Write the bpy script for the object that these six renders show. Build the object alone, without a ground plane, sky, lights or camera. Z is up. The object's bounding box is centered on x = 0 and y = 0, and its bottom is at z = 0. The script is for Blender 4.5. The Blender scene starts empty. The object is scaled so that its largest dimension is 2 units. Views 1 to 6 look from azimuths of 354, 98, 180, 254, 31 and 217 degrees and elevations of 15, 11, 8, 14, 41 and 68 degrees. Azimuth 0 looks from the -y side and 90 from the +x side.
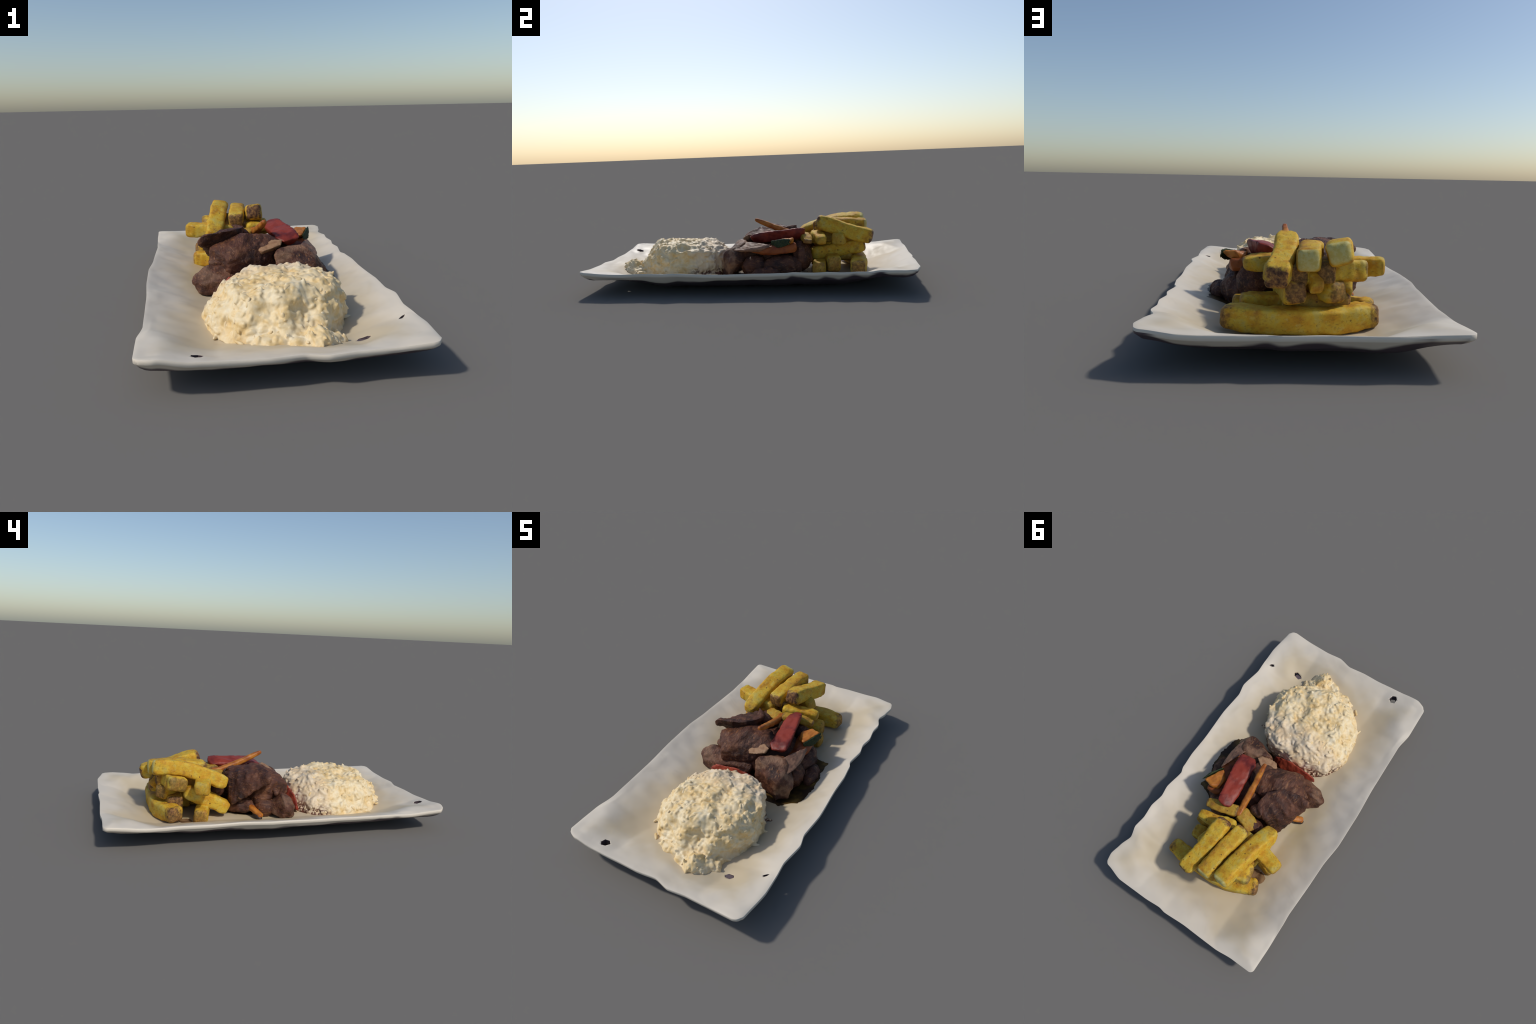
# A meal on a long hand-made plate: rice mound, beef strips, vegetables, potato fries.
import bpy, bmesh, math, random
from mathutils import Vector, Matrix, noise
import numpy as np

random.seed(7)
noise.seed_set(3)
scene = bpy.context.scene


# ------------------------------------------------------------------ helpers
def link(ob, parent=None):
    scene.collection.objects.link(ob)
    if parent is not None:
        ob.parent = parent
    return ob


def smooth_shade(me):
    me.polygons.foreach_set("use_smooth", [True] * len(me.polygons))


def lerp(a, b, t):
    return a + (b - a) * t


def curve1d(points, x):
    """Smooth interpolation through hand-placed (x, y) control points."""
    if x <= points[0][0]:
        return points[0][1]
    for (x0, y0), (x1, y1) in zip(points, points[1:]):
        if x <= x1:
            t = (x - x0) / (x1 - x0)
            t = t * t * (3 - 2 * t) * 0.5 + t * 0.5
            return lerp(y0, y1, t)
    return points[-1][1]


def catmull(pts, n):
    """Points along a smooth curve through control points."""
    pts = [Vector(p) for p in pts]
    if len(pts) == 2:
        return [pts[0].lerp(pts[1], i / (n - 1)) for i in range(n)]
    ext = [2 * pts[0] - pts[1]] + pts + [2 * pts[-1] - pts[-2]]
    out = []
    segs = len(pts) - 1
    for i in range(n):
        s = i / (n - 1) * segs
        k = min(int(s), segs - 1)
        t = s - k
        p0, p1, p2, p3 = ext[k:k + 4]
        out.append(0.5 * ((2 * p1) + (p2 - p0) * t + (2 * p0 - 5 * p1 + 4 * p2 - p3) * t * t
                          + (3 * p1 - p0 - 3 * p2 + p3) * t ** 3))
    return out


def fbm(p, scale, octaves=3):
    v, a, s = 0.0, 1.0, scale
    for _ in range(octaves):
        v += a * noise.noise(p * s)
        a *= 0.5
        s *= 2.03
    return v


# ------------------------------------------------------------------ materials
class Nodes:
    def __init__(self, name):
        self.mat = bpy.data.materials.new(name)
        self.mat.use_nodes = True
        self.t = self.mat.node_tree
        self.bsdf = self.t.nodes["Principled BSDF"]
        self.coord = self.new("ShaderNodeTexCoord")

    def new(self, kind, **kw):
        n = self.t.nodes.new(kind)
        for k, v in kw.items():
            setattr(n, k, v)
        return n

    def put(self, sock, value):
        if isinstance(value, bpy.types.NodeSocket):
            self.t.links.new(value, sock)
        else:
            sock.default_value = value

    def mapping(self, vec, scale=(1, 1, 1), loc=(0, 0, 0)):
        m = self.new("ShaderNodeMapping")
        self.put(m.inputs["Vector"], vec)
        m.inputs["Scale"].default_value = scale
        self.put(m.inputs["Location"], loc)
        return m.outputs[0]

    def noise(self, vec, scale, detail=3.0, rough=0.55, dist=0.0):
        n = self.new("ShaderNodeTexNoise")
        self.put(n.inputs["Vector"], vec)
        n.inputs["Scale"].default_value = scale
        n.inputs["Detail"].default_value = detail
        n.inputs["Roughness"].default_value = rough
        n.inputs["Distortion"].default_value = dist
        return n.outputs["Fac"]

    def voronoi(self, vec, scale, feature="F1"):
        n = self.new("ShaderNodeTexVoronoi", feature=feature)
        self.put(n.inputs["Vector"], vec)
        n.inputs["Scale"].default_value = scale
        return n.outputs["Distance"]

    def ramp(self, fac, stops):
        r = self.new("ShaderNodeValToRGB")
        self.put(r.inputs[0], fac)
        el = r.color_ramp.elements
        while len(el) < len(stops):
            el.new(0.5)
        for e, (p, c) in zip(el, stops):
            e.position = p
            e.color = (*c, 1) if len(c) == 3 else c
        return r.outputs[0]

    def step(self, fac, lo, hi, a=0.0, b=1.0):
        m = self.new("ShaderNodeMapRange", interpolation_type="SMOOTHSTEP")
        self.put(m.inputs["Value"], fac)
        m.inputs["From Min"].default_value = lo
        m.inputs["From Max"].default_value = hi
        m.inputs["To Min"].default_value = a
        m.inputs["To Max"].default_value = b
        return m.outputs[0]

    def math(self, op, a, b=0.0, clamp=False):
        m = self.new("ShaderNodeMath", operation=op, use_clamp=clamp)
        self.put(m.inputs[0], a)
        self.put(m.inputs[1], b)
        return m.outputs[0]

    def mix(self, fac, a, b, blend="MIX"):
        m = self.new("ShaderNodeMix", data_type="RGBA", blend_type=blend)
        self.put(m.inputs[0], fac)
        for s, v in ((m.inputs[6], a), (m.inputs[7], b)):
            if isinstance(v, tuple) and len(v) == 3:
                v = (*v, 1)
            self.put(s, v)
        return m.outputs[2]

    def xyz(self, vec):
        s = self.new("ShaderNodeSeparateXYZ")
        self.put(s.inputs[0], vec)
        return s.outputs

    def prop(self, name):
        a = self.new("ShaderNodeAttribute", attribute_type="OBJECT", attribute_name='["%s"]' % name)
        return a.outputs["Fac"]

    def varied(self, scale=(1, 1, 1)):
        """Object coordinates shifted by a random amount per object."""
        info = self.new("ShaderNodeObjectInfo")
        comb = self.new("ShaderNodeCombineXYZ")
        r = self.math("MULTIPLY", info.outputs["Random"], 17.0)
        for i in range(3):
            self.put(comb.inputs[i], r)
        return self.mapping(self.coord.outputs["Object"], scale, comb.outputs[0])

    def finish(self, color, rough=0.5, bump=None, strength=0.3, distance=0.01, **inputs):
        self.put(self.bsdf.inputs["Base Color"], color)
        self.put(self.bsdf.inputs["Roughness"], rough)
        for k, v in inputs.items():
            self.put(self.bsdf.inputs[k.replace("_", " ")], v)
        if bump is not None:
            b = self.new("ShaderNodeBump")
            b.inputs["Strength"].default_value = strength
            b.inputs["Distance"].default_value = distance
            self.put(b.inputs["Height"], bump)
            self.t.links.new(b.outputs[0], self.bsdf.inputs["Normal"])
        return self.mat


GLAZE = (0.67, 0.595, 0.485)
GLAZE_WARM = (0.570, 0.472, 0.322)
UNDER = (0.085, 0.060, 0.068)


def glaze_material():
    n = Nodes("cream_glaze")
    o = n.coord.outputs["Object"]
    x, y, z = n.xyz(o)
    blotch = n.noise(o, 3.2, 3, 0.6, 0.4)
    rim = n.math("MINIMUM", n.math("SUBTRACT", 0.535, n.math("ABSOLUTE", x)), n.math("SUBTRACT", 0.99, n.math("ABSOLUTE", y)))
    well = n.step(n.math("ADD", rim, n.math("MULTIPLY", n.math("SUBTRACT", blotch, 0.5), 0.30)), 0.02, 0.21)
    col = n.mix(well, GLAZE, GLAZE_WARM)  # slopes tinted paler than the tan floor, painting in the sky's reflection
    smear = n.noise(n.mapping(o, (1.0, 1.0, 1.0), (4, 2, 0)), 7.0, 3, 0.6, 0.8)
    col = n.mix(n.step(smear, 0.55, 0.78, 0, 0.3), col, (0.50, 0.44, 0.36))
    # faint yellow oil around the food
    dy = n.math("MULTIPLY", n.math("ADD", y, -0.15), 0.62)
    d = n.math("SQRT", n.math("ADD", n.math("MULTIPLY", x, x), n.math("MULTIPLY", dy, dy)))
    oil = n.math("MULTIPLY", n.step(d, 0.42, 0.28), n.step(n.noise(o, 5.0, 3), 0.40, 0.62))
    col = n.mix(n.math("MULTIPLY", oil, 0.6), col, (0.55, 0.43, 0.22))
    return n.finish(col, n.step(smear, 0.4, 0.7, 0.44, 0.54), n.noise(o, 30, 2), 0.04, 0.01, Specular_IOR_Level=0.28)


def under_material():
    n = Nodes("dark_purple_underside")
    o = n.coord.outputs["Object"]
    x, y, z = n.xyz(o)
    rim = n.math("MINIMUM", n.math("SUBTRACT", 0.528, n.math("ABSOLUTE", n.math("ADD", x, 0.008))),
                 n.math("SUBTRACT", 0.99, n.math("ABSOLUTE", y)))
    edge = n.math("ADD", rim, n.math("MULTIPLY", n.math("SUBTRACT", n.noise(o, 5, 2), 0.5), 0.06))
    col = n.mix(n.step(edge, 0.008, 0.024), GLAZE, UNDER)
    return n.finish(col, 0.45)


def plain(name, color, rough=0.5):
    n = Nodes(name)
    v = n.noise(n.coord.outputs["Object"], 25, 3)
    c2 = tuple(c * 0.72 for c in color)
    return n.finish(n.mix(n.step(v, 0.35, 0.65), color, c2), rough)


def fry_material():
    n = Nodes("fried_potato")
    o = n.varied()
    g = n.xyz(n.coord.outputs["Generated"])[0]
    big = n.noise(o, 16, 3, 0.6)
    col = n.ramp(big, [(0.30, (0.42, 0.19, 0.014)), (0.43, (0.56, 0.30, 0.020)), (0.56, (0.60, 0.390, 0.036)), (0.70, (0.50, 0.385, 0.085))])
    fine = n.noise(n.varied((0.8, 1.2, 1.2)), 95, 4, 0.7)
    col = n.mix(n.step(fine, 0.50, 0.72, 0, 0.6), col, (0.25, 0.135, 0.016))
    pale = n.noise(n.varied((0.7, 1.2, 1.2)), 48, 3, 0.7)
    col = n.mix(n.step(pale, 0.54, 0.74, 0, 0.55), col, (0.55, 0.45, 0.13))
    scorch = n.noise(n.mapping(o, (1, 1, 1), (3, 7, 1)), 13, 4, 0.65)
    col = n.mix(n.step(scorch, 0.54, 0.74, 0, 0.75), col, (0.27, 0.125, 0.025))
    dot = n.voronoi(n.varied(), 34)
    gate = n.noise(o, 30, 1)
    col = n.mix(n.math("MULTIPLY", n.step(dot, 0.20, 0.08), n.step(gate, 0.50, 0.62)), col, (0.12, 0.05, 0.012))
    # browned or pale ends, set per fry
    wob = n.math("MULTIPLY", n.math("SUBTRACT", n.noise(o, 30, 3), 0.5), 0.16)
    gs = n.math("ADD", g, wob)
    ge = n.math("SUBTRACT", 1.0, n.math("SUBTRACT", g, wob))
    crust = n.ramp(n.noise(o, 60, 4, 0.7), [(0.38, (0.048, 0.022, 0.015)), (0.52, (0.17, 0.080, 0.034)), (0.66, (0.34, 0.18, 0.048))])
    for key, ax in (("brown_tip", gs), ("brown_tail", ge)):
        m = n.math("MULTIPLY", n.step(ax, 0.075, 0.02), n.prop(key))
        col = n.mix(m, col, crust)
    for key, ax in (("pale_tip", g), ("pale_tail", n.math("SUBTRACT", 1.0, g))):
        m = n.math("MULTIPLY", n.step(ax, 0.045, 0.02), n.prop(key))
        col = n.mix(m, col, n.mix(n.step(pale, 0.40, 0.62), (0.56, 0.50, 0.20), (0.52, 0.42, 0.12)))
    col = n.mix(n.prop("toast"), col, crust)
    h = n.math("ADD", n.math("MULTIPLY", fine, 0.5), n.math("MULTIPLY", big, 0.6))
    return n.finish(col, 0.65, h, 0.25, 0.012, Specular_IOR_Level=0.25)


def beef_material():
    n = Nodes("seared_beef")
    o = n.varied()
    big = n.noise(o, 9, 4, 0.6, 0.5)
    col = n.ramp(big, [(0.30, (0.026, 0.011, 0.009)), (0.45, (0.066, 0.024, 0.014)), (0.58, (0.112, 0.041, 0.022)), (0.72, (0.195, 0.078, 0.034))])
    fib = n.noise(n.varied((1.0, 0.28, 1.0)), 80, 4, 0.7, 0.6)
    col = n.mix(n.step(fib, 0.52, 0.70, 0, 0.7), col, (0.27, 0.118, 0.045))
    col = n.mix(n.step(fib, 0.46, 0.30, 0, 0.6), col, (0.035, 0.018, 0.015))
    herb = n.math("MULTIPLY", n.step(n.voronoi(o, 26), 0.17, 0.07), n.step(n.noise(o, 22, 1), 0.56, 0.64))
    col = n.mix(herb, col, (0.030, 0.038, 0.022))
    tan = n.math("MULTIPLY", n.step(n.noise(o, 12, 3), 0.45, 0.62), n.prop("tan"))
    col = n.mix(tan, col, (0.30, 0.17, 0.10))
    return n.finish(col, n.step(fib, 0.3, 0.7, 0.66, 0.42), fib, 0.6, 0.014, Specular_IOR_Level=0.3)


def veg_material(name, base, dark, rough=0.3, scale=14, spots=0.3):
    n = Nodes(name)
    o = n.varied()
    a = n.noise(o, scale, 3, 0.6)
    col = n.mix(n.step(a, 0.40, 0.68), base, dark)
    b = n.noise(n.mapping(o, (1, 0.35, 1)), 60, 3)
    col = n.mix(n.step(b, 0.52, 0.72, 0, spots), col, tuple(c * 0.35 for c in dark))
    return n.finish(col, rough + 0.2, b, 0.2, 0.008, Specular_IOR_Level=0.3)


def rind_material():
    n = Nodes("green_pepper_skin")
    o = n.varied()
    f = n.noise(o, 90, 3, 0.7)
    col = n.ramp(f, [(0.38, (0.010, 0.018, 0.008)), (0.55, (0.022, 0.036, 0.011)), (0.70, (0.055, 0.066, 0.016))])
    return n.finish(col, 0.6, f, 0.3, 0.006, Specular_IOR_Level=0.25)


def juice(n, o):
    """Meat juice soaked into the foot of the rice on the side that touches the beef."""
    x, y, z = n.xyz(o)
    near = n.step(n.math("ADD", y, n.math("MULTIPLY", n.noise(o, 14, 2), 0.12)), 0.10, 0.22)
    low = n.step(n.math("ADD", z, n.math("MULTIPLY", n.noise(o, 26, 3, 0.7), 0.09)), 0.165, 0.115)
    speck = n.step(n.noise(o, 55, 3, 0.6), 0.42, 0.56)
    return near, n.math("MULTIPLY", n.math("MULTIPLY", near, low), speck)


def rice_material():
    n = Nodes("cooked_rice")
    o = n.coord.outputs["Object"]
    a = n.noise(n.varied(), 11, 3)
    col = n.ramp(a, [(0.34, (0.80, 0.68, 0.47)), (0.50, (0.77, 0.605, 0.36)), (0.66, (0.73, 0.53, 0.26))])
    near, soak = juice(n, o)
    col = n.mix(n.math("MULTIPLY", near, n.prop("soaks")), col, n.mix(0.45, col, (0.66, 0.53, 0.44)))
    col = n.mix(n.math("MULTIPLY", soak, n.prop("soaks")), col, (0.20, 0.085, 0.05))
    return n.finish(col, 0.5, n.noise(n.varied(), 60, 2), 0.1, 0.006, Specular_IOR_Level=0.3)


def rice_bed_material():
    n = Nodes("packed_rice")
    o = n.coord.outputs["Object"]
    a = n.noise(o, 13, 3, 0.6)
    b = n.noise(o, 46, 3, 0.6)
    mixed = n.math("ADD", n.math("MULTIPLY", a, 0.7), n.math("MULTIPLY", b, 0.3))
    col = n.ramp(mixed, [(0.34, (0.80, 0.69, 0.48)), (0.47, (0.77, 0.61, 0.36)), (0.58, (0.72, 0.52, 0.245)), (0.70, (0.62, 0.40, 0.15))])
    near, soak = juice(n, o)
    col = n.mix(near, col, n.mix(0.4, col, (0.62, 0.49, 0.40)))
    col = n.mix(soak, col, (0.13, 0.05, 0.03))
    return n.finish(col, 0.5, b, 0.25, 0.008, Specular_IOR_Level=0.3)


def sauce_material(name="dark_sauce", dark=(0.030, 0.016, 0.008), mid=(0.10, 0.055, 0.012), pale=(0.22, 0.13, 0.03)):
    n = Nodes(name)
    o = n.coord.outputs["Object"]
    a = n.noise(o, 14, 3)
    col = n.ramp(a, [(0.40, dark), (0.58, mid), (0.72, pale)])
    return n.finish(col, 0.45, Specular_IOR_Level=0.25)


# ------------------------------------------------------------------ plate
X_L = [(-1.0, -0.527), (-0.96, -0.533), (-0.77, -0.537), (-0.66, -0.521), (-0.57, -0.523), (-0.35, -0.530),
       (-0.10, -0.546), (0.10, -0.551), (0.26, -0.538), (0.40, -0.538), (0.60, -0.534), (0.68, -0.540), (0.85, -0.549), (0.98, -0.552)]
X_R = [(-0.98, 0.533), (-0.80, 0.548), (-0.69, 0.541), (-0.60, 0.532), (-0.46, 0.550), (-0.38, 0.532), (-0.22, 0.540),
       (0.02, 0.525), (0.13, 0.525), (0.24, 0.514), (0.28, 0.499), (0.40, 0.514), (0.47, 0.502), (0.55, 0.514),
       (0.64, 0.504), (0.71, 0.511), (0.78, 0.488), (0.85, 0.508), (0.92, 0.520), (0.98, 0.508)]
Y_F = [(-0.55, -0.972), (-0.475, -0.998), (-0.40, -1.0), (-0.29, -0.996), (-0.17, -0.990), (-0.08, -0.990), (0.035, -0.978),
       (0.12, -0.999), (0.225, -0.988), (0.36, -0.988), (0.48, -0.992), (0.54, -0.970)]
Y_B = [(-0.55, 0.976), (-0.40, 0.977), (-0.30, 0.988), (-0.20, 0.988), (-0.08, 0.987), (0.06, 0.996), (0.10, 0.990),
       (0.20, 0.998), (0.39, 1.0), (0.50, 0.974)]
Z_L = [(-0.98, 0.146), (-0.69, 0.128), (-0.40, 0.129), (0.00, 0.136), (0.27, 0.136), (0.45, 0.130), (0.75, 0.128), (0.98, 0.146)]
Z_R = [(-0.98, 0.144), (-0.72, 0.137), (-0.47, 0.140), (-0.12, 0.131), (0.14, 0.134), (0.60, 0.136), (0.98, 0.147)]
Z_F = [(-0.55, 0.149), (-0.45, 0.155), (-0.34, 0.137), (-0.17, 0.128), (0.04, 0.128), (0.20, 0.130), (0.36, 0.134), (0.54, 0.149)]
Z_B = [(-0.55, 0.144), (-0.30, 0.138), (0.00, 0.137), (0.30, 0.135), (0.50, 0.144)]
FLOOR = 0.046
# dents and swellings of the hand-formed clay: x, y, reach in x, reach in y, height
DENTS = [(0.29, -0.78, 0.10, 0.08, -0.020), (-0.36, -0.90, 0.09, 0.06, -0.013), (0.06, 0.81, 0.22, 0.07, -0.011), (-0.45, -0.68, 0.08, 0.12, 0.013)]


def rim_f(d, reach=0.30, power=1.4):
    return max(0.0, 1 - d / reach) ** power


def plate_top(x, y):
    """Height of the glazed surface at a point of the plate."""
    dl, dr = x - curve1d(X_L, y) + 0.006, curve1d(X_R, y) + 0.006 - x
    df, db = y - curve1d(Y_F, x), curve1d(Y_B, x) - y
    dl, dr, df, db = (max(0.0, d) for d in (dl, dr, df, db))
    fx = max(rim_f(dl, 0.29, 1.15), rim_f(dr, 0.27, 1.15))
    fy = max(rim_f(df, 0.32, 0.95), rim_f(db, 0.30, 1.10))
    f = fx + fy
    if f > 0.72:
        f = 0.72 + 0.28 * math.tanh((f - 0.72) / 0.28)
    f = max(f, fx, fy)
    wl, wr, wf, wb = (1 / (d + 0.02) ** 2 for d in (dl, dr, df, db))
    rim = (wl * curve1d(Z_L, y) + wr * curve1d(Z_R, y) + wf * curve1d(Z_F, x) + wb * curve1d(Z_B, x)) / (wl + wr + wf + wb)
    z = FLOOR + (rim - FLOOR) * min(f, 1.0)
    slope = min(1.0, f * 3) * min(1.0, min(dl, dr, df, db) / 0.05)
    z += slope * (0.008 * noise.noise(Vector((x * 5, y * 5, 1.7))) + 0.0055 * noise.noise(Vector((x * 8 + y * 6, y * 14 - x * 5, 6.1))))
    for cx, cy, rx, ry, h in DENTS:
        z += h * math.exp(-((x - cx) / rx) ** 2 - ((y - cy) / ry) ** 2) * min(1.0, min(dl, dr, df, db) / 0.03)
    return z, min(dl, dr, df, db), f


def build_plate():
    nu, nv = 130, 220
    us = [0.5 - 0.5 * math.cos(math.pi * i / nu) * (0.55 + 0.45 * abs(math.cos(math.pi * i / nu)) ** 2) for i in range(nu + 1)]
    vs = [0.5 - 0.5 * math.cos(math.pi * i / nv) * (0.55 + 0.45 * abs(math.cos(math.pi * i / nv)) ** 2) for i in range(nv + 1)]
    bm = bmesh.new()
    top, bot = {}, {}
    rnd = 0.045                      # corner rounding in parameter space
    for i, u in enumerate(us):
        for j, v in enumerate(vs):
            y0 = lerp(-0.985, 0.985, v)
            x0 = lerp(-0.54, 0.52, u)
            belly = 0.006 * min(1.0, 6 * v * (1 - v))
            x = lerp(curve1d(X_L, y0) - belly, curve1d(X_R, y0) + belly, u)
            y = lerp(curve1d(Y_F, x0), curve1d(Y_B, x0), v)
            # pull the four corners in a little so that they are round
            cu, cv = min(u, 1 - u) * 1.06, min(v, 1 - v) * 1.97
            r = 0.024
            if cu < r and cv < r:
                a, b = r - cu, r - cv
                k = max(a, b) / max(1e-6, math.hypot(a, b))
                x += (r - a * k - cu) * (1 if u < 0.5 else -1)
                y += (r - b * k - cv) * (1 if v < 0.5 else -1)
            z, d, f = plate_top(x, y)
            border = i in (0, nu) or j in (0, nv)
            dd = min(cu, cv)
            lip = max(0.0, 1 - dd / 0.018)
            fold = 0.004 * noise.noise(Vector((x * 9, y * 9, 9.0)))
            zt = z - 0.002 * lip ** 2
            ub = max(0.0, 1 - dd / 0.40)
            side = 0.102 * max(0.0, 1 - cu / 0.31) ** 1.8
            end = curve1d([(0, 0.104), (0.03, 0.086), (0.07, 0.066), (0.15, 0.060), (0.24, 0.052), (0.36, 0.018), (0.46, 0.0)], cv)
            zb = 0.104 * (1 - (1 - side / 0.104) * (1 - end / 0.104)) + 0.010 * noise.noise(Vector((x * 6, y * 6, 4.4))) * ub * min(1, dd / 0.04)
            zb = max(zb, z - 0.020 - dd * 0.75)
            zb = min(zb, z - 0.014)
            zb = max(zb, 0.0) + fold * min(1, dd / 0.02) * ub
            zb = min(zb, zt - 0.004)
            if border:
                top[i, j] = bot[i, j] = bm.verts.new((x, y, zt - 0.010))
            else:
                top[i, j] = bm.verts.new((x, y, zt))
                bot[i, j] = bm.verts.new((x, y, max(0.0, zb)))
    for i in range(nu):
        for j in range(nv):
            f = bm.faces.new((top[i, j], top[i + 1, j], top[i + 1, j + 1], top[i, j + 1]))
            f.material_index = 0
            f = bm.faces.new((bot[i, j], bot[i, j + 1], bot[i + 1, j + 1], bot[i + 1, j]))
            f.material_index = 1
    bm.normal_update()
    me = bpy.data.meshes.new("rectangular_plate")
    bm.to_mesh(me)
    bm.free()
    smooth_shade(me)
    ob = link(bpy.data.objects.new("rectangular_plate", me))
    me.materials.append(glaze_material())
    me.materials.append(under_material())
    me.materials.append(plain("purple_grey_recess", (0.135, 0.095, 0.105), 0.6))
    ob["label"] = "long cream glazed plate with raised wavy hand-made rim"
    ob["category"] = "plate"

    # chips: two small holes go right through, a third only into the top surface
    def prism(pts, z0, z1):
        b = bmesh.new()
        lo = [b.verts.new((x, y, z0)) for x, y in pts]
        hi = [b.verts.new((x, y, z1)) for x, y in pts]
        b.faces.new(lo[::-1])
        b.faces.new(hi)
        for k in range(len(pts)):
            b.faces.new((lo[k], lo[(k + 1) % len(pts)], hi[(k + 1) % len(pts)], hi[k]))
        for f in b.faces:
            f.material_index = 2 if z0 > 0 else 1
        m = bpy.data.meshes.new("cutter")
        b.normal_update()
        b.to_mesh(m)
        b.free()
        m.materials.append(me.materials[0])
        m.materials.append(me.materials[1])
        m.materials.append(me.materials[2])
        return link(bpy.data.objects.new("cutter", m))

    hexa = [(-0.322 + 0.024 * math.cos(a) * (1 + 0.12 * math.sin(3 * a)), -0.931 + 0.026 * math.sin(a)) for a in [k * math.pi / 3 + 0.3 for k in range(6)]]
    slit = [(0.478, -0.700), (0.489, -0.706), (0.500, -0.698), (0.509, -0.683), (0.497, -0.684), (0.484, -0.691)]
    patch = [(0.291, -0.750), (0.297, -0.764), (0.331, -0.772), (0.347, -0.757), (0.338, -0.741), (0.305, -0.736)]
    for pts, z0 in ((hexa, -0.1), (slit, -0.1), (patch, plate_top(0.318, -0.753)[0] - 0.007)):
        cut = prism(pts, z0, 0.3)
        mod = ob.modifiers.new("chip", "BOOLEAN")
        mod.operation, mod.solver, mod.object = "DIFFERENCE", "EXACT", cut
        dg = bpy.context.evaluated_depsgraph_get()
        new = bpy.data.meshes.new_from_object(ob.evaluated_get(dg))
        ob.modifiers.clear()
        ob.data = new
        bpy.data.objects.remove(cut)
    ob.data.name = "rectangular_plate"
    return ob


# ------------------------------------------------------------------ lumps from control points
def lump(name, hulls, voxel=0.0075, smooth=4, amp=0.006, scale=22, fine=0.0025, mats=None, fibre=None):
    """Convex hulls of control points fused into one soft, wrinkled body."""
    bm = bmesh.new()
    for pts in hulls:
        part = bmesh.new()
        vs = [part.verts.new(p) for p in pts]
        res = bmesh.ops.convex_hull(part, input=vs)
        junk = [v for v in part.verts if not v.link_faces]
        bmesh.ops.delete(part, geom=junk, context="VERTS")
        tmp = bpy.data.meshes.new("tmp")
        part.to_mesh(tmp)
        part.free()
        bm.from_mesh(tmp)
        bpy.data.meshes.remove(tmp)
    bmesh.ops.recalc_face_normals(bm, faces=bm.faces)
    centre = sum((v.co for v in bm.verts), Vector()) / len(bm.verts)
    for v in bm.verts:
        v.co -= centre
    me = bpy.data.meshes.new(name)
    bm.to_mesh(me)
    bm.free()
    ob = bpy.data.objects.new(name, me)
    link(ob)
    ob.location = centre
    m = ob.modifiers.new("fuse", "REMESH")
    m.mode, m.voxel_size = "VOXEL", voxel
    s = ob.modifiers.new("soft", "SMOOTH")
    s.factor, s.iterations = 0.6, smooth
    dg = bpy.context.evaluated_depsgraph_get()
    new = bpy.data.meshes.new_from_object(ob.evaluated_get(dg))
    ob.modifiers.clear()
    ob.data = new
    new.name = name
    new.materials.clear()
    normals = [v.normal.copy() for v in new.vertices]
    for v, nrm in zip(new.vertices, normals):
        w = v.co + centre
        d = amp * fbm(w, scale, 3)
        if fibre is not None:
            q = Vector((w.dot(Vector(fibre[0])) * fibre[1], w.dot(Vector(fibre[2])) * fibre[3], w.z * fibre[3]))
            r = noise.noise(q)
            r2 = noise.noise(q * 0.45 + Vector((5, 2, 8)))
            d += fine * (0.6 * (1 - abs(r) * 2.4) + 0.9 * (0.8 - abs(r2) * 2.6))
        else:
            d += fine * fbm(w, scale * 4, 2)
        v.co += nrm * d
    smooth_shade(new)
    for mat in mats or []:
        new.materials.append(mat)
    return ob


def box_points(c, size, rot=(0, 0, 0), taper=1.0):
    from mathutils import Euler
    R = Euler(rot).to_matrix()
    out = []
    for sx in (-1, 1):
        for sy in (-1, 1):
            for sz in (-1, 1):
                k = taper if sx > 0 else 1.0
                out.append(Vector(c) + R @ Vector((sx * size[0], sy * size[1] * k, sz * size[2] * k)))
    return out


def ball_points(c, size, rot=(0, 0, 0)):
    from mathutils import Euler
    R = Euler(rot).to_matrix()
    out = []
    for i in range(6):
        for j in range(10):
            a, b = math.pi * (i + 0.5) / 6, 2 * math.pi * j / 10
            out.append(Vector(c) + R @ Vector((size[0] * math.sin(a) * math.cos(b), size[1] * math.sin(a) * math.sin(b), size[2] * math.cos(a))))
    return out


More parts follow.
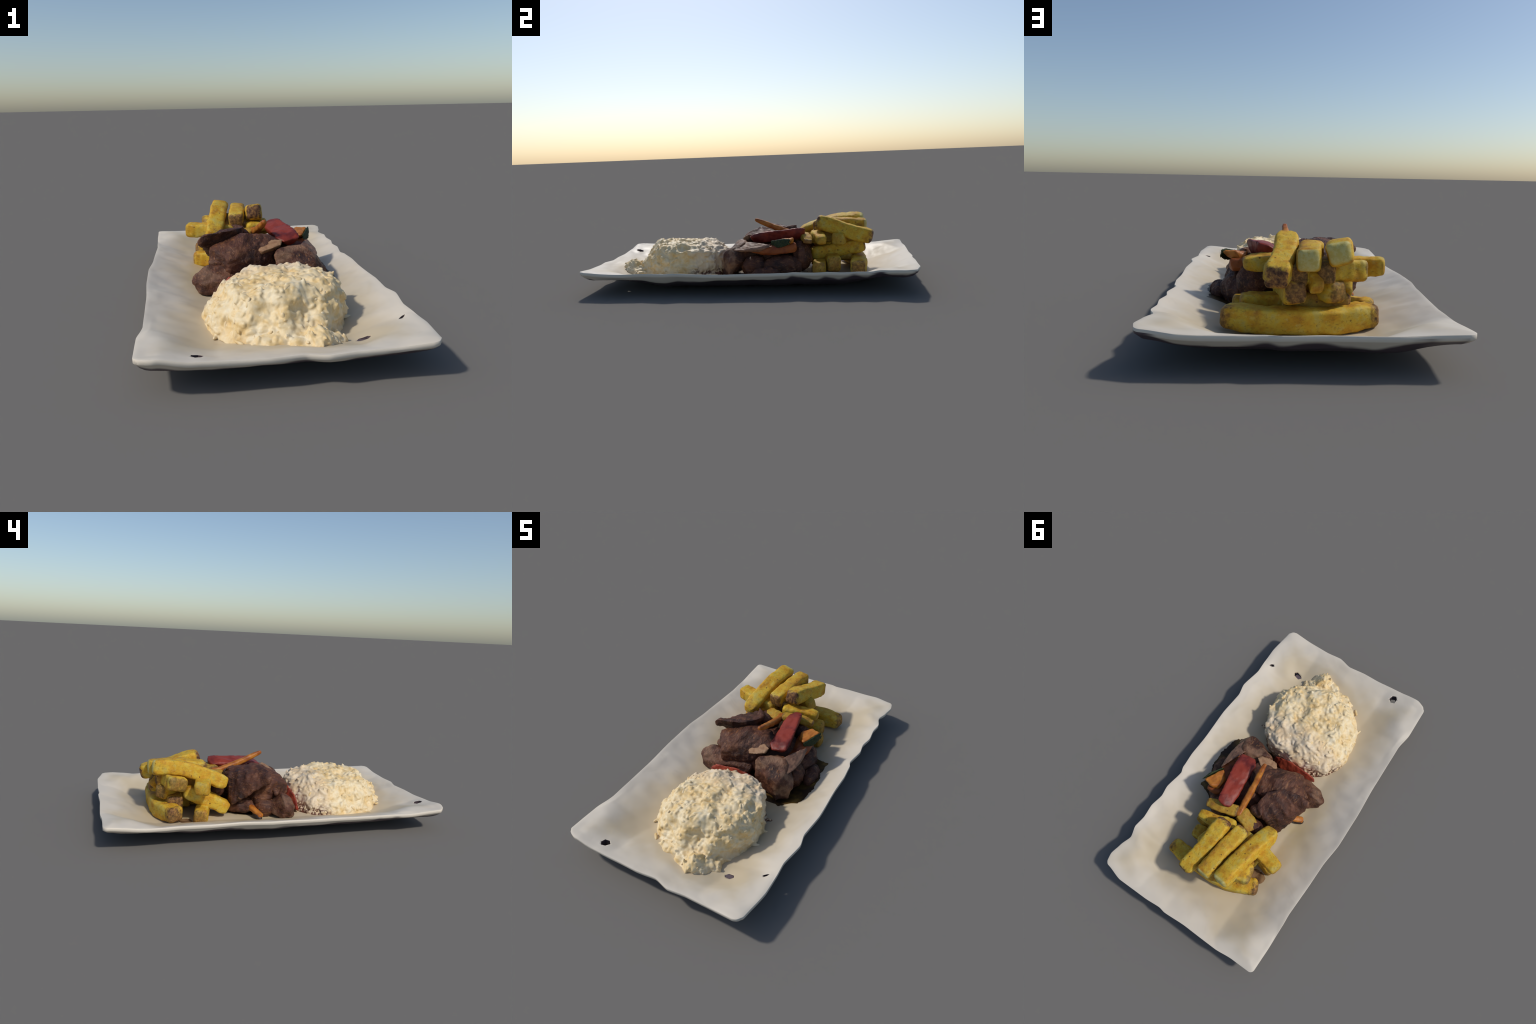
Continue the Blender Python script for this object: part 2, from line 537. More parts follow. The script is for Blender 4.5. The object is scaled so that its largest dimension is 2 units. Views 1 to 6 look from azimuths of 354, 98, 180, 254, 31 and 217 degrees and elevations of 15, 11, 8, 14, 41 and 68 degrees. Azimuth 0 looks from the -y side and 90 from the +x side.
# ------------------------------------------------------------------ sticks (fries, carrots, wedges)
def stick(name, path, width, thick, roll=0.0, square=4.5, cap=9.0, amp=0.003, seed=0, mat=None, nl=44, na=36, w_end=(1, 1), profile=None):
    """Bar with a soft-cornered section swept along a gently bent path; local x runs along it."""
    pts = catmull(path, nl)
    a, b = pts[0], pts[-1]
    X = (b - a).normalized()
    up = Vector((0, 0, 1)) if abs(X.z) < 0.9 else Vector((1, 0, 0))
    Y = up.cross(X).normalized()
    Z = X.cross(Y)
    R = Matrix.Rotation(math.radians(roll), 3, X)
    Y, Z = R @ Y, R @ Z
    M = Matrix((X, Y, Z)).transposed().to_4x4()
    M.translation = (a + b) / 2
    inv = M.inverted()
    loc = [inv @ p for p in pts]
    bm = bmesh.new()
    rings = []
    for i in range(nl):
        t = -1 + 2 * i / (nl - 1)
        t = math.copysign(1 - (1 - abs(t)) ** 1.45, t)        # closer rings near the ends
        s = (t + 1) / 2 * (nl - 1)
        k = min(int(s), nl - 2)
        p = loc[k].lerp(loc[k + 1], s - k)
        tt = loc[min(k + 1, nl - 1)] - loc[max(k, 0)]
        tt.normalize()
        side = Vector((0, 0, 1)).cross(tt).normalized()
        upv = tt.cross(side)
        endscale = max(0.0, 1 - abs(t) ** cap) ** (1 / 3.2)
        wl = lerp(w_end[0], w_end[1], (t + 1) / 2)
        ring = []
        for j in range(na):
            th = 2 * math.pi * j / na + math.pi / na
            c, s2 = math.cos(th), math.sin(th)
            cx = math.copysign(abs(c) ** (2 / square), c)
            cz = math.copysign(abs(s2) ** (2 / square), s2)
            if profile:
                cx, cz = profile(cx, cz)
            q = p + side * (cx * width / 2 * wl * endscale) + upv * (cz * thick / 2 * wl * endscale)
            wv = M @ q + Vector((seed * 3.1, seed * 1.7, 0))
            nrm = side * c + upv * s2
            q = q + nrm * (amp * 1.6 * noise.noise(wv * 16) + amp * fbm(wv, 42, 3)) * min(1, endscale * 1.3)
            ring.append(bm.verts.new(q))
        rings.append(ring)
    for r0, r1 in zip(rings, rings[1:]):
        for j in range(na):
            bm.faces.new((r0[j], r0[(j + 1) % na], r1[(j + 1) % na], r1[j]))
    bm.faces.new(rings[0][::-1])
    bm.faces.new(rings[-1])
    bmesh.ops.remove_doubles(bm, verts=bm.verts, dist=1e-6)
    bmesh.ops.recalc_face_normals(bm, faces=bm.faces)
    me = bpy.data.meshes.new(name)
    bm.to_mesh(me)
    bm.free()
    smooth_shade(me)
    ob = link(bpy.data.objects.new(name, me))
    ob.matrix_world = M
    if mat:
        me.materials.append(mat)
    return ob


# ------------------------------------------------------------------ rice
RICE_C = (0.02, -0.46)
#   angle (deg, 0 = +x, 90 = +y) -> radius of foot and of shoulder
R_FOOT = [(-180, 0.315), (-150, 0.310), (-125, 0.325), (-105, 0.325), (-85, 0.345), (-65, 0.345), (-50, 0.320), (-35, 0.300), (-10, 0.290),
          (20, 0.290), (45, 0.300), (70, 0.300), (95, 0.295), (125, 0.330), (150, 0.335), (180, 0.320)]
R_SHOULDER = [(-180, 0.220), (-155, 0.232), (-130, 0.240), (-110, 0.242), (-90, 0.238), (-75, 0.242), (-62, 0.250), (-45, 0.256), (-20, 0.262),
              (5, 0.262), (30, 0.265), (55, 0.275), (80, 0.260), (110, 0.250), (140, 0.235), (180, 0.220)]


def rice_point(th, t):
    """Point on the mound: t = 0 at the foot, 1 at the crown."""
    deg = math.degrees(th)
    rf, rs = curve1d(R_FOOT, deg), curve1d(R_SHOULDER, deg)
    w = max(0.5 - 0.5 * math.cos(th), max(0.0, math.cos(th + math.pi / 2)))       # steep towards +x, sloping elsewhere
    prof_r = [(0.0, rf), (0.12, lerp(rf, rs, lerp(0.45, 0.20, w))), (0.30, lerp(rf, rs, lerp(0.80, 0.52, w))), (0.48, rs), (0.58, rs * 0.88), (0.72, rs * 0.62), (0.86, rs * 0.32), (1.0, 0.0)]
    prof_z = [(0.0, 0.040), (0.12, 0.088), (0.30, 0.155), (0.48, 0.204), (0.58, 0.225), (0.72, 0.239), (0.86, 0.246), (1.0, 0.248)]
    r, z = curve1d(prof_r, t), curve1d(prof_z, t)
    p = Vector((RICE_C[0] + 0.02 * t + r * math.cos(th), RICE_C[1] + 0.03 * t + r * math.sin(th), z))
    p.z += (0.05 * p.x - 0.06 * (p.y + 0.46)) * min(1.0, t * 2)          # crown leans up towards the spoon side
    return p


def build_rice():
    na, nt = 220, 110
    bm = bmesh.new()
    rings = []
    for i in range(nt):
        t = i / nt
        rings.append([bm.verts.new(rice_point(-math.pi + 2 * math.pi * j / na, t)) for j in range(na)])
    crown = bm.verts.new(rice_point(0, 1.0))
    for r0, r1 in zip(rings, rings[1:]):
        for j in range(na):
            bm.faces.new((r0[j], r0[(j + 1) % na], r1[(j + 1) % na], r1[j]))
    for j in range(na):
        bm.faces.new((rings[-1][j], rings[-1][(j + 1) % na], crown))
    bm.faces.new(rings[0][::-1])
    bm.normal_update()
    for v in bm.verts:
        v.co += Vector((0, 0, 0))
    moves = []
    for v in bm.verts:
        w = v.co
        d = 0.020 * noise.noise(w * 8 + Vector((3, 0, 0))) + 0.018 * fbm(w, 15, 3)
        # spoon hollow in front and the bulge beside it
        h = (w - Vector((0.105, -0.69, 0.165))).length
        d -= 0.060 * math.exp(-(h / 0.070) ** 2)
        h = (w - Vector((0.025, -0.685, 0.19))).length
        d += 0.022 * math.exp(-(h / 0.055) ** 2)
        h = (w - Vector((-0.07, -0.70, 0.17))).length
        d -= 0.020 * math.exp(-(h / 0.05) ** 2)
        k = min(1.0, max(0.0, (w.z - 0.04) / 0.04))
        moves.append(v.normal * d * k)
    for v, m in zip(bm.verts, moves):
        v.co += m
        v.co.z = max(v.co.z, plate_top(v.co.x, v.co.y)[0] - 0.006)
    # small heaps that slid off the mound
    origin = Vector((RICE_C[0], RICE_C[1], 0))
    for v in bm.verts:
        v.co -= origin
    me = bpy.data.meshes.new("rice_mound")
    bm.to_mesh(me)
    bm.free()
    smooth_shade(me)
    bed = rice_bed_material()
    ob = link(bpy.data.objects.new("rice_mound", me))
    ob.location = origin
    ob["label"] = "mound of cooked white rice with loose sticky grains"
    ob["category"] = "rice"
    heaps = []
    for c, s in (((0.130, -0.800, 0.080), (0.060, 0.055, 0.062)), ((0.115, -0.77, 0.065), (0.12, 0.10, 0.050)), ((0.09, -0.73, 0.06), (0.12, 0.07, 0.045)), ((0.205, -0.735, 0.060), (0.06, 0.045, 0.022)), ((-0.02, -0.745, 0.07), (0.10, 0.06, 0.035))):
        h = lump("rice_clump", [ball_points(c, s)], 0.007, 2, 0.014, 24, 0.004)
        for v in h.data.vertices:
            w = v.co + h.location
            v.co.z += max(0.0, plate_top(w.x, w.y)[0] - 0.006 - w.z)
        h.parent = ob
        h.matrix_parent_inverse = Matrix.Translation(-origin)
        heaps.append(h)

    # grain shared mesh variants
    gm = rice_material()

    def grain_mesh(k):
        rs = random.Random(50 + k)
        L, W, bend = rs.uniform(0.036, 0.054), rs.uniform(0.0155, 0.020), rs.uniform(-0.004, 0.004)
        b = bmesh.new()
        nr, ns = 9, 8
        rr = []
        for i in range(nr):
            t = -1 + 2 * i / (nr - 1)
            s = max(0.0, 1 - abs(t) ** 3.2) ** 0.5
            if i in (0, nr - 1):
                s = 0.25
            rr.append([b.verts.new((t * L / 2, bend * t * t + W / 2 * s * math.cos(q), W / 2 * 0.85 * s * math.sin(q))) for q in [2 * math.pi * m / ns for m in range(ns)]])
        for a0, a1 in zip(rr, rr[1:]):
            for m in range(ns):
                b.faces.new((a0[m], a0[(m + 1) % ns], a1[(m + 1) % ns], a1[m]))
        b.faces.new(rr[0][::-1])
        b.faces.new(rr[-1])
        bmesh.ops.recalc_face_normals(b, faces=b.faces)
        g = bpy.data.meshes.new("rice_grain")
        b.to_mesh(g)
        b.free()
        smooth_shade(g)
        g.materials.append(gm)
        return g

    variants = [grain_mesh(k) for k in range(8)]
    rs = random.Random(99)
    spots = []
    src = [(ob.data, origin)] + [(h.data, h.location) for h in heaps]
    for data, off in src:
        areas = [p.area for p in data.polygons]
        # keep lumps only above the plate
        ok = [(p, a) for p, a in zip(data.polygons, areas) if p.normal.z > -0.35 and (p.center + off).z > plate_top(*(p.center + off).xy)[0] + 0.004]
        total = sum(a for _, a in ok)
        n = int(total * 1750)
        for p in rs.choices([p for p, _ in ok], [a for _, a in ok], k=n):
            spots.append((p.center + off, p.normal.copy()))
    # loose grains at the foot
    for _ in range(8):
        th = rs.uniform(-math.pi, math.pi)
        r = curve1d(R_FOOT, math.degrees(th)) + abs(rs.gauss(0, 0.012))
        x, y = RICE_C[0] + r * math.cos(th), RICE_C[1] + r * math.sin(th)
        spots.append((Vector((x, y, plate_top(x, y)[0] + 0.006)), Vector((0, 0, 1))))
    rs.shuffle(spots)

    def place(c, nrm, sink):
        ang = rs.uniform(0, 2 * math.pi)
        q = nrm.to_track_quat("Z", "Y").to_matrix()
        tilt = Matrix.Rotation(rs.gauss(0, 0.13), 3, "Y")
        R = (q @ Matrix.Rotation(ang, 3, "Z") @ tilt).to_4x4()
        k = rs.uniform(0.8, 1.15)
        return Matrix.Translation(c + nrm * sink) @ R @ Matrix.Diagonal((k, k, k, 1))

    verts, faces, nv = [], [], 0
    for i, (c, nrm) in enumerate(spots):
        single = i < 240
        M = place(c, nrm, rs.uniform(-0.007, -0.005) if single else rs.uniform(-0.005, 0.0015))
        g = variants[i % 8]
        if single:
            o = link(bpy.data.objects.new("rice_grain", g), ob)
            o.matrix_parent_inverse = Matrix.Translation(-origin)
            o.matrix_basis = M
        else:
            Ml = Matrix.Translation(-origin) @ M
            verts += [Ml @ v.co for v in g.vertices]
            faces += [[nv + q for q in p.vertices] for p in g.polygons]
            nv += len(g.vertices)
    # grains stick to each other; the starchy bed shows between them
    def fuse(name, vv, ff, voxel, soft, mat, parent=None):
        m0 = bpy.data.meshes.new(name)
        m0.from_pydata(vv, [], ff)
        o = link(bpy.data.objects.new(name, m0), parent)
        m = o.modifiers.new("fuse", "REMESH")
        m.mode, m.voxel_size = "VOXEL", voxel
        m = o.modifiers.new("soft", "SMOOTH")
        m.factor, m.iterations = 0.5, soft
        dg = bpy.context.evaluated_depsgraph_get()
        fused = bpy.data.meshes.new_from_object(o.evaluated_get(dg))
        o.modifiers.clear()
        o.data = fused
        bpy.data.meshes.remove(m0)
        fused.materials.clear()
        fused.materials.append(mat)
        smooth_shade(fused)
        fused.name = name
        return o

    for data, off in src:
        verts += [v.co + off - origin for v in data.vertices]
        faces += [[nv + q for q in p.vertices] for p in data.polygons]
        nv += len(data.vertices)
    o = fuse("rice_bed", verts, faces, 0.0036, 9, bed)
    ob.data = o.data
    ob.data.name = "rice_mound"
    bpy.data.objects.remove(o)
    for h in heaps:
        bpy.data.objects.remove(h)
    # toasted husk fleck
    husk = stick("rice_husk", [(0.028, -0.648, 0.252), (0.058, -0.645, 0.252)], 0.012, 0.008, square=2, cap=2.5, amp=0.0005, nl=12, na=12,
                 mat=plain("toasted_husk", (0.30, 0.10, 0.02)))
    w = husk.matrix_world.copy()
    husk.parent = ob
    husk.matrix_parent_inverse = Matrix.Translation(-origin)
    husk.matrix_basis = w
    return ob


# ------------------------------------------------------------------ fries
def build_fries():
    mat = fry_material()
    #  path (tip -> tail), width, thickness, roll, brown tip/tail, pale tip/tail, toast
    F = [
        # the three that lie across the pile
        ([(-0.150, 0.702, 0.345), (-0.170, 0.53, 0.336), (-0.212, 0.275, 0.255)], 0.094, 0.088, -14, 0, 0, 0.9, 0, 0),
        ([(-0.040, 0.718, 0.318), (-0.056, 0.55, 0.324), (-0.080, 0.375, 0.308)], 0.088, 0.090, 0, 0, 0.9, 0.9, 0, 0.05),
        ([(0.030, 0.398, 0.364), (0.036, 0.53, 0.322), (0.054, 0.64, 0.285), (0.076, 0.750, 0.262)], 0.090, 0.092, -3, 1, 1, 0, 0, 0),
        # side pieces
        ([(-0.360, 0.452, 0.262), (-0.25, 0.427, 0.258), (-0.08, 0.40, 0.252)], 0.086, 0.078, 0, 0.25, 0, 0, 0, 0),
        ([(-0.260, 0.560, 0.262), (-0.14, 0.590, 0.268), (0.0, 0.62, 0.255)], 0.118, 0.080, 8, 0.7, 0, 0, 0, 0),
        ([(0.274, 0.652, 0.106), (0.10, 0.664, 0.094), (-0.10, 0.654, 0.092), (-0.22, 0.614, 0.098), (-0.302, 0.572, 0.104)], 0.098, 0.094, 0, 0.8, 0.9, 0, 0, 0),
        ([(-0.158, 0.665, 0.200), (-0.08, 0.56, 0.195), (0.03, 0.45, 0.185)], 0.080, 0.085, 0, 0.8, 0, 0, 0, 0),
        ([(-0.190, 0.262, 0.094), (-0.192, 0.39, 0.158), (-0.185, 0.52, 0.208)], 0.080, 0.082, 0, 0.1, 0, 0, 0, 0),
        ([(-0.322, 0.450, 0.090), (-0.20, 0.415, 0.090), (-0.08, 0.385, 0.09)], 0.080, 0.082, 0, 0.7, 0, 0, 0, 0),
        ([(0.0, 0.705, 0.205), (0.018, 0.54, 0.180), (0.05, 0.36, 0.150)], 0.085, 0.090, 0, 0.9, 0, 0, 0, 0),
        ([(-0.205, 0.570, 0.135), (-0.10, 0.58, 0.145), (0.05, 0.58, 0.145)], 0.090, 0.085, 0, 0.9, 0, 0, 0, 0.5),
        ([(0.206, 0.437, 0.264), (0.10, 0.42, 0.262), (-0.02, 0.39, 0.262)], 0.085, 0.078, 0, 0.3, 0, 0, 0, 0, (0.62, 1.05)),
        ([(0.118, 0.532, 0.258), (0.03, 0.55, 0.25), (-0.08, 0.56, 0.245)], 0.080, 0.075, 0, 0.3, 0, 0, 0, 0.1),
        ([(0.214, 0.515, 0.115), (0.10, 0.50, 0.11), (-0.05, 0.50, 0.105)], 0.085, 0.095, 0, 0.6, 0, 0, 0, 0.05),
        ([(0.250, 0.420, 0.093), (0.15, 0.42, 0.093), (0.0, 0.43, 0.095)], 0.080, 0.078, 0, 0.5, 0, 0, 0, 0.1),
        ([(0.215, 0.355, 0.258), (0.12, 0.335, 0.274), (0.02, 0.305, 0.276)], 0.072, 0.040, 12, 0.8, 0.8, 0, 0, 0.35, (0.8, 1.0)),
        ([(0.015, 0.300, 0.262), (-0.05, 0.312, 0.248), (-0.105, 0.350, 0.235)], 0.088, 0.052, -8, 0.6, 0.6, 0, 0, 0.4),
        ([(-0.005, 0.69, 0.255), (-0.01, 0.55, 0.262), (-0.02, 0.40, 0.265)], 0.080, 0.080, 0, 0.8, 0.8, 0, 0, 0.5),  # this fry and the next are darker brown and fill the dark gaps between the top three
        ([(-0.105, 0.68, 0.268), (-0.115, 0.55, 0.270), (-0.14, 0.38, 0.245)], 0.070, 0.080, 0, 0.8, 0.8, 0, 0, 0.5),
        ([(-0.055, 0.640, 0.262), (-0.068, 0.668, 0.240), (-0.075, 0.695, 0.210)], 0.046, 0.050, 0, 0.1, 0.4, 0, 0, 0),
    ]
    obs = []
    for i, (path, w, t, roll, b0, b1, p0, p1, toast, *taper) in enumerate(F):
        ob = stick("potato_fry", path, w, t, roll, square=5.0, cap=14, amp=0.0036, seed=i, mat=mat, w_end=taper[0] if taper else (1, 1))
        ob["brown_tip"], ob["brown_tail"], ob["pale_tip"], ob["pale_tail"], ob["toast"] = float(b0), float(b1), float(p0), float(p1), float(toast)
        ob["label"] = "thick golden potato fry with browned speckles"
        ob["category"] = "french fry"
        obs.append(ob)
    return obs


# ------------------------------------------------------------------ beef and vegetables
def build_beef():
    mat = beef_material()
    P = [
        # draped slab on top, overhanging the plate's long side
        ([[(-.055, .125, .338), (-.13, .052, .333), (-.18, .036, .331), (-.255, .025, .325), (-.285, .025, .315), (-.297, .03, .292), (-.292, .04, .270),
           (-.265, .13, .215), (-.262, .12, .265), (-.215, .199, .251), (-.176, .149, .313), (-.214, .246, .125), (-.17, .26, .13), (-.12, .265, .29),
           (-.14, .18, .14), (-.05, .20, .31), (-.10, .2, .2), (-.16, .07, .285), (-.06, .12, .29)],
          [(-.10, .22, .32), (-.122, .268, .325), (-.09, .27, .29), (-.05, .2, .32), (-.04, .24, .26)]], 0.0, ((.5, .8, 0), 40, (.8, -.5, 0), 14)),
        # block under the slab
        ([[(-.238, .02, .262), (-.236, .017, .165), (-.16, -.108, .236), (-.15, -.112, .15), (-.113, -.060, .284), (-.07, -.072, .262), (-.04, -.065, .19),
           (0, .0, .292), (.055, .05, .295), (.105, .02, .282), (.11, .08, .285), (.09, -.02, .245), (.06, -.05, .19), (-.05, .03, .322), (-.10, .15, .30), (.06, .15, .26), (-.22, .10, .13), (0, .15, .08), (-.05, -.05, .08), (-.19, .0, .1)]],
         0.0, ((.3, 1, 0), 14, (1, -.3, 0), 40)),
        # rounded piece on the plate
        ([[(-.335, -.075, .115), (-.325, -.05, .15), (-.275, -.045, .182), (-.20, -.06, .190), (-.12, -.04, .175), (-.312, -.03, .052), (-.30, -.11, .055),
           (-.27, -.128, .12), (-.2, -.135, .135), (-.02, -.10, .155), (.03, -.09, .14), (.03, -.04, .17), (-.05, -.03, .185), (.0, -.11, .06), (-.2, -.14, .06), (-.21, .04, .10), (-.1, .05, .1)]],
         0.35, ((1, .3, 0), 12, (.3, -1, 0), 38)),
        # big folded piece beside the rice
        ([[(.253, -.168, .190), (.325, -.115, .15), (.27, -.135, .222), (.078, -.112, .200), (.069, -.095, .235), (.088, -.09, .258), (.15, -.05, .264), (.234, -.032, .262),
           (.284, -.074, .215), (.30, -.06, .15), (.25, -.170, .07), (.10, -.12, .06), (.30, -.12, .06), (.10, -.115, .15), (.16, .06, .2)]],
         0.6, ((.5, 1, 0), 36, (1, -.5, 0), 12)),
        # dark pieces on the far long side
        ([ball_points((.235, .195, .110), (.085, .125, .078), (0, 0, .2))], 0.0, ((0, 1, .4), 36, (1, 0, 0), 14)),
        ([ball_points((.335, .105, .082), (.048, .090, .045), (0, 0, .15))], 0.0, ((0, 1, 0), 36, (1, 0, 0), 14)),
        ([ball_points((.255, .025, .110), (.065, .080, .078))], 0.0, ((0, 1, .3), 36, (1, 0, 0), 14)),
        # thin torn slices lying over the joints
        ([[(.0, -.03, .268), (.085, -.055, .258), (.115, .0, .280), (.115, .06, .292), (.05, .075, .300), (-.02, .04, .310), (-.01, -.03, .255), (.09, -.05, .245), (.11, .05, .272), (.0, .05, .290)]],
         0.1, ((.6, 1, 0), 30, (1, -.6, 0), 12)),
        ([[(-.25, -.02, .190), (-.16, -.095, .215), (-.09, -.085, .225), (-.05, -.03, .235), (-.12, .0, .240), (-.23, .01, .215), (-.24, -.02, .17), (-.15, -.09, .19), (-.08, -.07, .20), (-.15, .0, .20)]],
         0.3, ((.6, 1, 0), 30, (1, -.6, 0), 12)),
        # hidden middle of the heap
        ([ball_points((.145, .305, .165), (.105, .065, .095))], 0.0, ((0, 1, 0), 30, (1, 0, 0), 14)),
        ([ball_points((-.19, .03, .10), (.075, .075, .06))], 0.0, ((0, 1, 0), 30, (1, 0, 0), 14)),
        ([ball_points((.02, -.01, .15), (.09, .05, .085))], 0.0, ((0, 1, 0), 30, (1, 0, 0), 14)),
        ([ball_points((.07, .125, .165), (.17, .16, .105))], 0.0, ((0, 1, 0), 30, (1, 0, 0), 14)),
        ([ball_points((-.105, .13, .095), (.115, .14, .055))], 0.0, ((0, 1, 0), 30, (1, 0, 0), 14)),
        ([ball_points((-.085, .32, .20), (.07, .055, .065))], 0.0, ((0, 1, 0), 30, (1, 0, 0), 14)),
        ([ball_points((-.075, .235, .270), (.055, .035, .035))], 0.1, ((0, 1, 0), 30, (1, 0, 0), 14)),
    ]
    for hulls, tan, fib in P:
        ob = lump("beef_piece", hulls, 0.0065, 3, 0.0085, 11, 0.0048, [mat], fib)
        ob["tan"] = tan
        ob["label"] = "dark seared strip of beef with fibrous grain"
        ob["category"] = "beef"


def build_veg():
    red = veg_material("cooked_tomato", (0.255, 0.034, 0.018), (0.115, 0.013, 0.011), 0.28, 12, 0.25)
    orange = veg_material("fried_carrot", (0.48, 0.175, 0.026), (0.30, 0.080, 0.012), 0.25, 16, 0.3)
    onion = veg_material("browned_onion", (0.33, 0.19, 0.10), (0.22, 0.11, 0.055), 0.35, 18, 0.2)
    ember = veg_material("roast_pepper", (0.28, 0.075, 0.016), (0.16, 0.030, 0.012), 0.3, 12, 0.3)
    rind = rind_material()
    tan = veg_material("fried_onion", (0.26, 0.14, 0.085), (0.15, 0.075, 0.05), 0.35, 22, 0.4)
    t1 = lump("tomato_wedge", [[(.217, .0, .297), (.210, .03, .312), (.203, .12, .326), (.168, .24, .333), (.148, .325, .334), (.105, .338, .326), (.062, .305, .306), (.150, .31, .305), (.075, .325, .300),
                                (.105, .06, .306), (.098, .015, .292), (.13, -.02, .280), (.17, -.015, .292), (.186, .012, .262), (.165, .02, .250), (.19, .10, .256), (.15, .22, .266),
                                (.118, .325, .262), (.085, .32, .268), (.09, .15, .308), (.10, .10, .25), (.15, .10, .245)]],
              0.006, 7, 0.005, 10, 0.0012, [red])
    bright = veg_material("orange_red_tomato", (0.36, 0.062, 0.030), (0.22, 0.030, 0.018), 0.28, 12, 0.2)
    t2 = lump("tomato_wedge", [[(-.208, -.168, .070), (-.195, -.165, .134), (-.15, -.160, .160), (-.034, -.160, .184), (.074, -.145, .165), (.09, -.12, .08),
                                (-.19, -.19, .055), (-.03, -.20, .06), (.07, -.18, .06), (-.15, -.12, .08), (0, -.10, .09)]], 0.006, 4, 0.004, 20, 0.0012, [bright])
    for t in (t1, t2):
        t["label"], t["category"] = "glossy red cooked tomato wedge", "tomato"
    c1 = stick("carrot_stick", [(.037, .004, .384), (.034, .07, .353), (.026, .145, .322), (.022, .21, .296), (.016, .27, .277), (.010, .33, .270)], 0.036, 0.036,
               square=2.6, cap=10, amp=0.002, mat=orange, w_end=(0.85, 1.1))
    c2 = stick("carrot_stick", [(-.285, .078, .062), (-.24, .105, .085), (-.17, .14, .115)], 0.040, 0.032, square=2.6, cap=7, amp=0.002, seed=4, mat=orange)
    for c in (c1, c2):
        c["label"], c["category"] = "slim orange fried carrot stick", "carrot"
    skin = lump("carrot_skin", [ball_points((-.262, .100, .062), (.040, .022, .018), (0, -.3, .5))], 0.005, 2, 0.002, 30, 0.001, [plain("charred_skin", (0.03, 0.018, 0.014))])
    w = skin.matrix_world.copy()
    w.translation = skin.location
    skin.parent = c2
    skin.matrix_parent_inverse = c2.matrix_world.inverted()
    # pepper: orange flesh with a dark green skin along its outer edge
    flesh = lump("pepper_wedge", [[(.310, .262, .283), (.300, .255, .292), (.252, .139, .274), (.26, .15, .262), (.204, .18, .25), (.204, .252, .265), (.25, .27, .290), (.20, .22, .282),
                                   (.29, .22, .255), (.22, .27, .24), (.21, .18, .235), (.27, .26, .262)]], 0.005, 3, 0.004, 26, 0.001, [orange])
    green = lump("skin", [[(.253, .128, .274), (.258, .130, .236), (.272, .15, .230), (.305, .20, .238), (.322, .262, .258), (.318, .272, .294), (.308, .25, .296),
                           (.29, .19, .290), (.30, .20, .284), (.27, .145, .280)]], 0.0045, 2, 0.002, 30, 0.001, [rind])
    slab = lump("pepper_wedge", [[(.27, -.01, .236), (.275, .01, .205), (.28, .08, .228), (.285, .13, .232), (.285, .20, .20), (.272, .285, .258), (.270, .292, .235), (.26, .28, .200),
                                  (.19, .285, .205), (.185, .27, .255), (.17, .10, .21), (.19, .0, .20), (.265, .10, .185)]], 0.006, 4, 0.004, 20, 0.0015, [ember])
    strip = lump("onion_strip", [[(.205, -.050, .266), (.270, -.120, .222), (.285, -.095, .222), (.302, -.035, .226), (.300, .03, .224), (.290, .072, .222), (.290, .130, .240), (.280, .138, .256), (.255, .08, .262),
                                  (.24, .02, .266), (.275, -.08, .212), (.29, -.03, .212), (.28, .07, .210), (.25, .0, .245)]], 0.005, 3, 0.003, 24, 0.0012, [tan])
    strip["label"], strip["category"] = "pale tan strip of fried onion over the beef", "onion"
    loc = green.location.copy()
    green.parent = flesh
    green.matrix_parent_inverse = Matrix.Translation(-flesh.location)
    for p in (flesh, slab):
        p["category"] = "pepper"
    flesh["label"] = "orange roasted pepper wedge with dark green skin"
    slab["label"] = "dark orange roasted pepper strip"
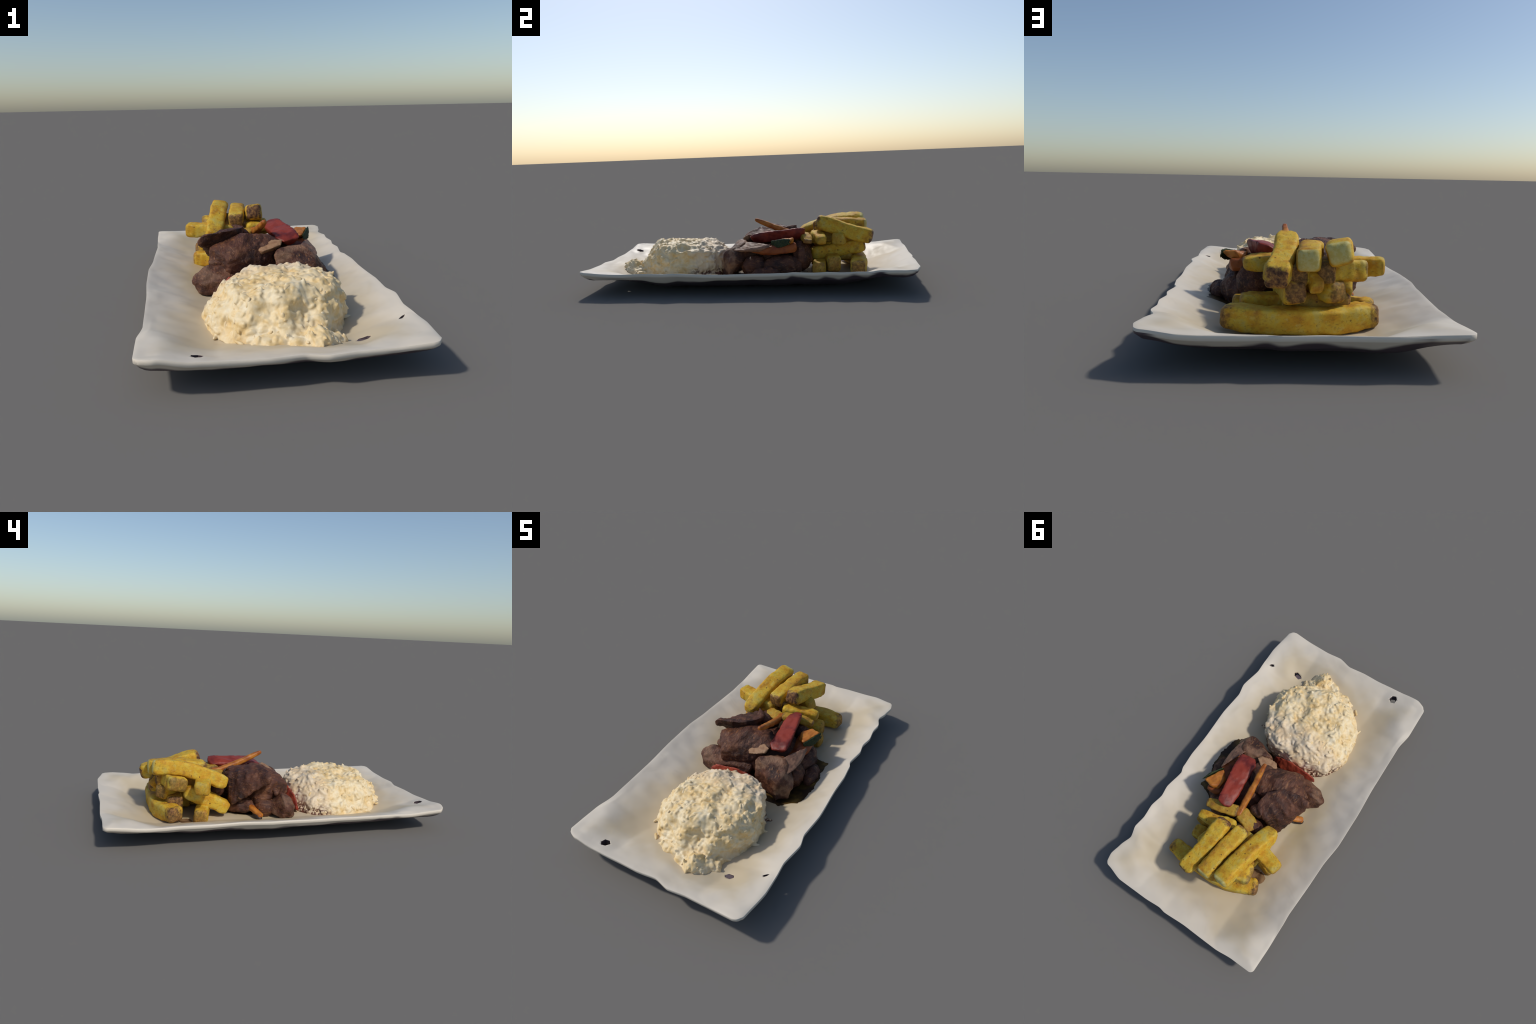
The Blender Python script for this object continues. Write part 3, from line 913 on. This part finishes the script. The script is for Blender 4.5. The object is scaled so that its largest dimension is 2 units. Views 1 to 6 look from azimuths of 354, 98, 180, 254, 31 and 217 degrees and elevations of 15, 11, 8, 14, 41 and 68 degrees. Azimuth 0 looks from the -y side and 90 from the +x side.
    on = lump("onion_piece", [[(.125, -.030, .284), (.112, -.060, .264), (.02, -.080, .242), (-.004, -.053, .238), (.02, -.0, .264), (.075, .008, .278), (.065, -.08, .254),
                               (.10, -.03, .235), (.01, -.05, .21), (.06, .0, .23)]], 0.0045, 1, 0.003, 26, 0.001, [onion])
    on.location.z += 0.012
    on["label"], on["category"] = "small browned square of cooked onion", "onion"


def build_sauce(plate):
    """Thin dark puddle under the meat."""
    mat = sauce_material()

    def puddle(name, centre, outline, h, mat=mat):
        bm = bmesh.new()
        na, nr = 72, 10
        rows = []
        for k in range(nr + 1):
            row = []
            for j in range(na):
                a = 2 * math.pi * j / na
                r = curve1d(outline, math.degrees(a)) * (k / nr) * (1 + 0.10 * noise.noise(Vector((math.cos(a) * 3, math.sin(a) * 3, 2.0 + centre[0]))))
                x, y = centre[0] + r * math.cos(a), centre[1] + r * math.sin(a)
                z = plate_top(x, y)[0] + h * (1 - (k / nr) ** 4) - 0.001
                row.append(bm.verts.new((x, y, z)))
            rows.append(row)
        for r0, r1 in zip(rows[1:], rows[2:]):
            for j in range(na):
                bm.faces.new((r0[j], r1[j], r1[(j + 1) % na], r0[(j + 1) % na]))
        c = bm.verts.new((centre[0], centre[1], plate_top(*centre)[0] + h))
        for v in rows[0]:
            bm.verts.remove(v)
        for j in range(na):
            bm.faces.new((c, rows[1][j], rows[1][(j + 1) % na]))
        bm.normal_update()
        me = bpy.data.meshes.new(name)
        bm.to_mesh(me)
        bm.free()
        smooth_shade(me)
        me.materials.append(mat)
        link(bpy.data.objects.new(name, me), plate)

    puddle("sauce", (.12, .05), [(0, .285), (20, .28), (40, .33), (70, .30), (110, .30), (150, .33), (180, .34), (210, .31), (250, .26), (280, .25), (305, .30), (325, .31), (345, .30), (360, .285)], 0.006)
    puddle("sauce", (-.268, .520), [(0, .09), (90, .045), (180, .050), (270, .045), (360, .09)], 0.0015,
           sauce_material("thin_sauce", (0.13, 0.065, 0.03), (0.36, 0.22, 0.11), (0.48, 0.34, 0.20)))


plate = build_plate()
build_sauce(plate)
build_rice()
build_beef()
build_veg()
build_fries()
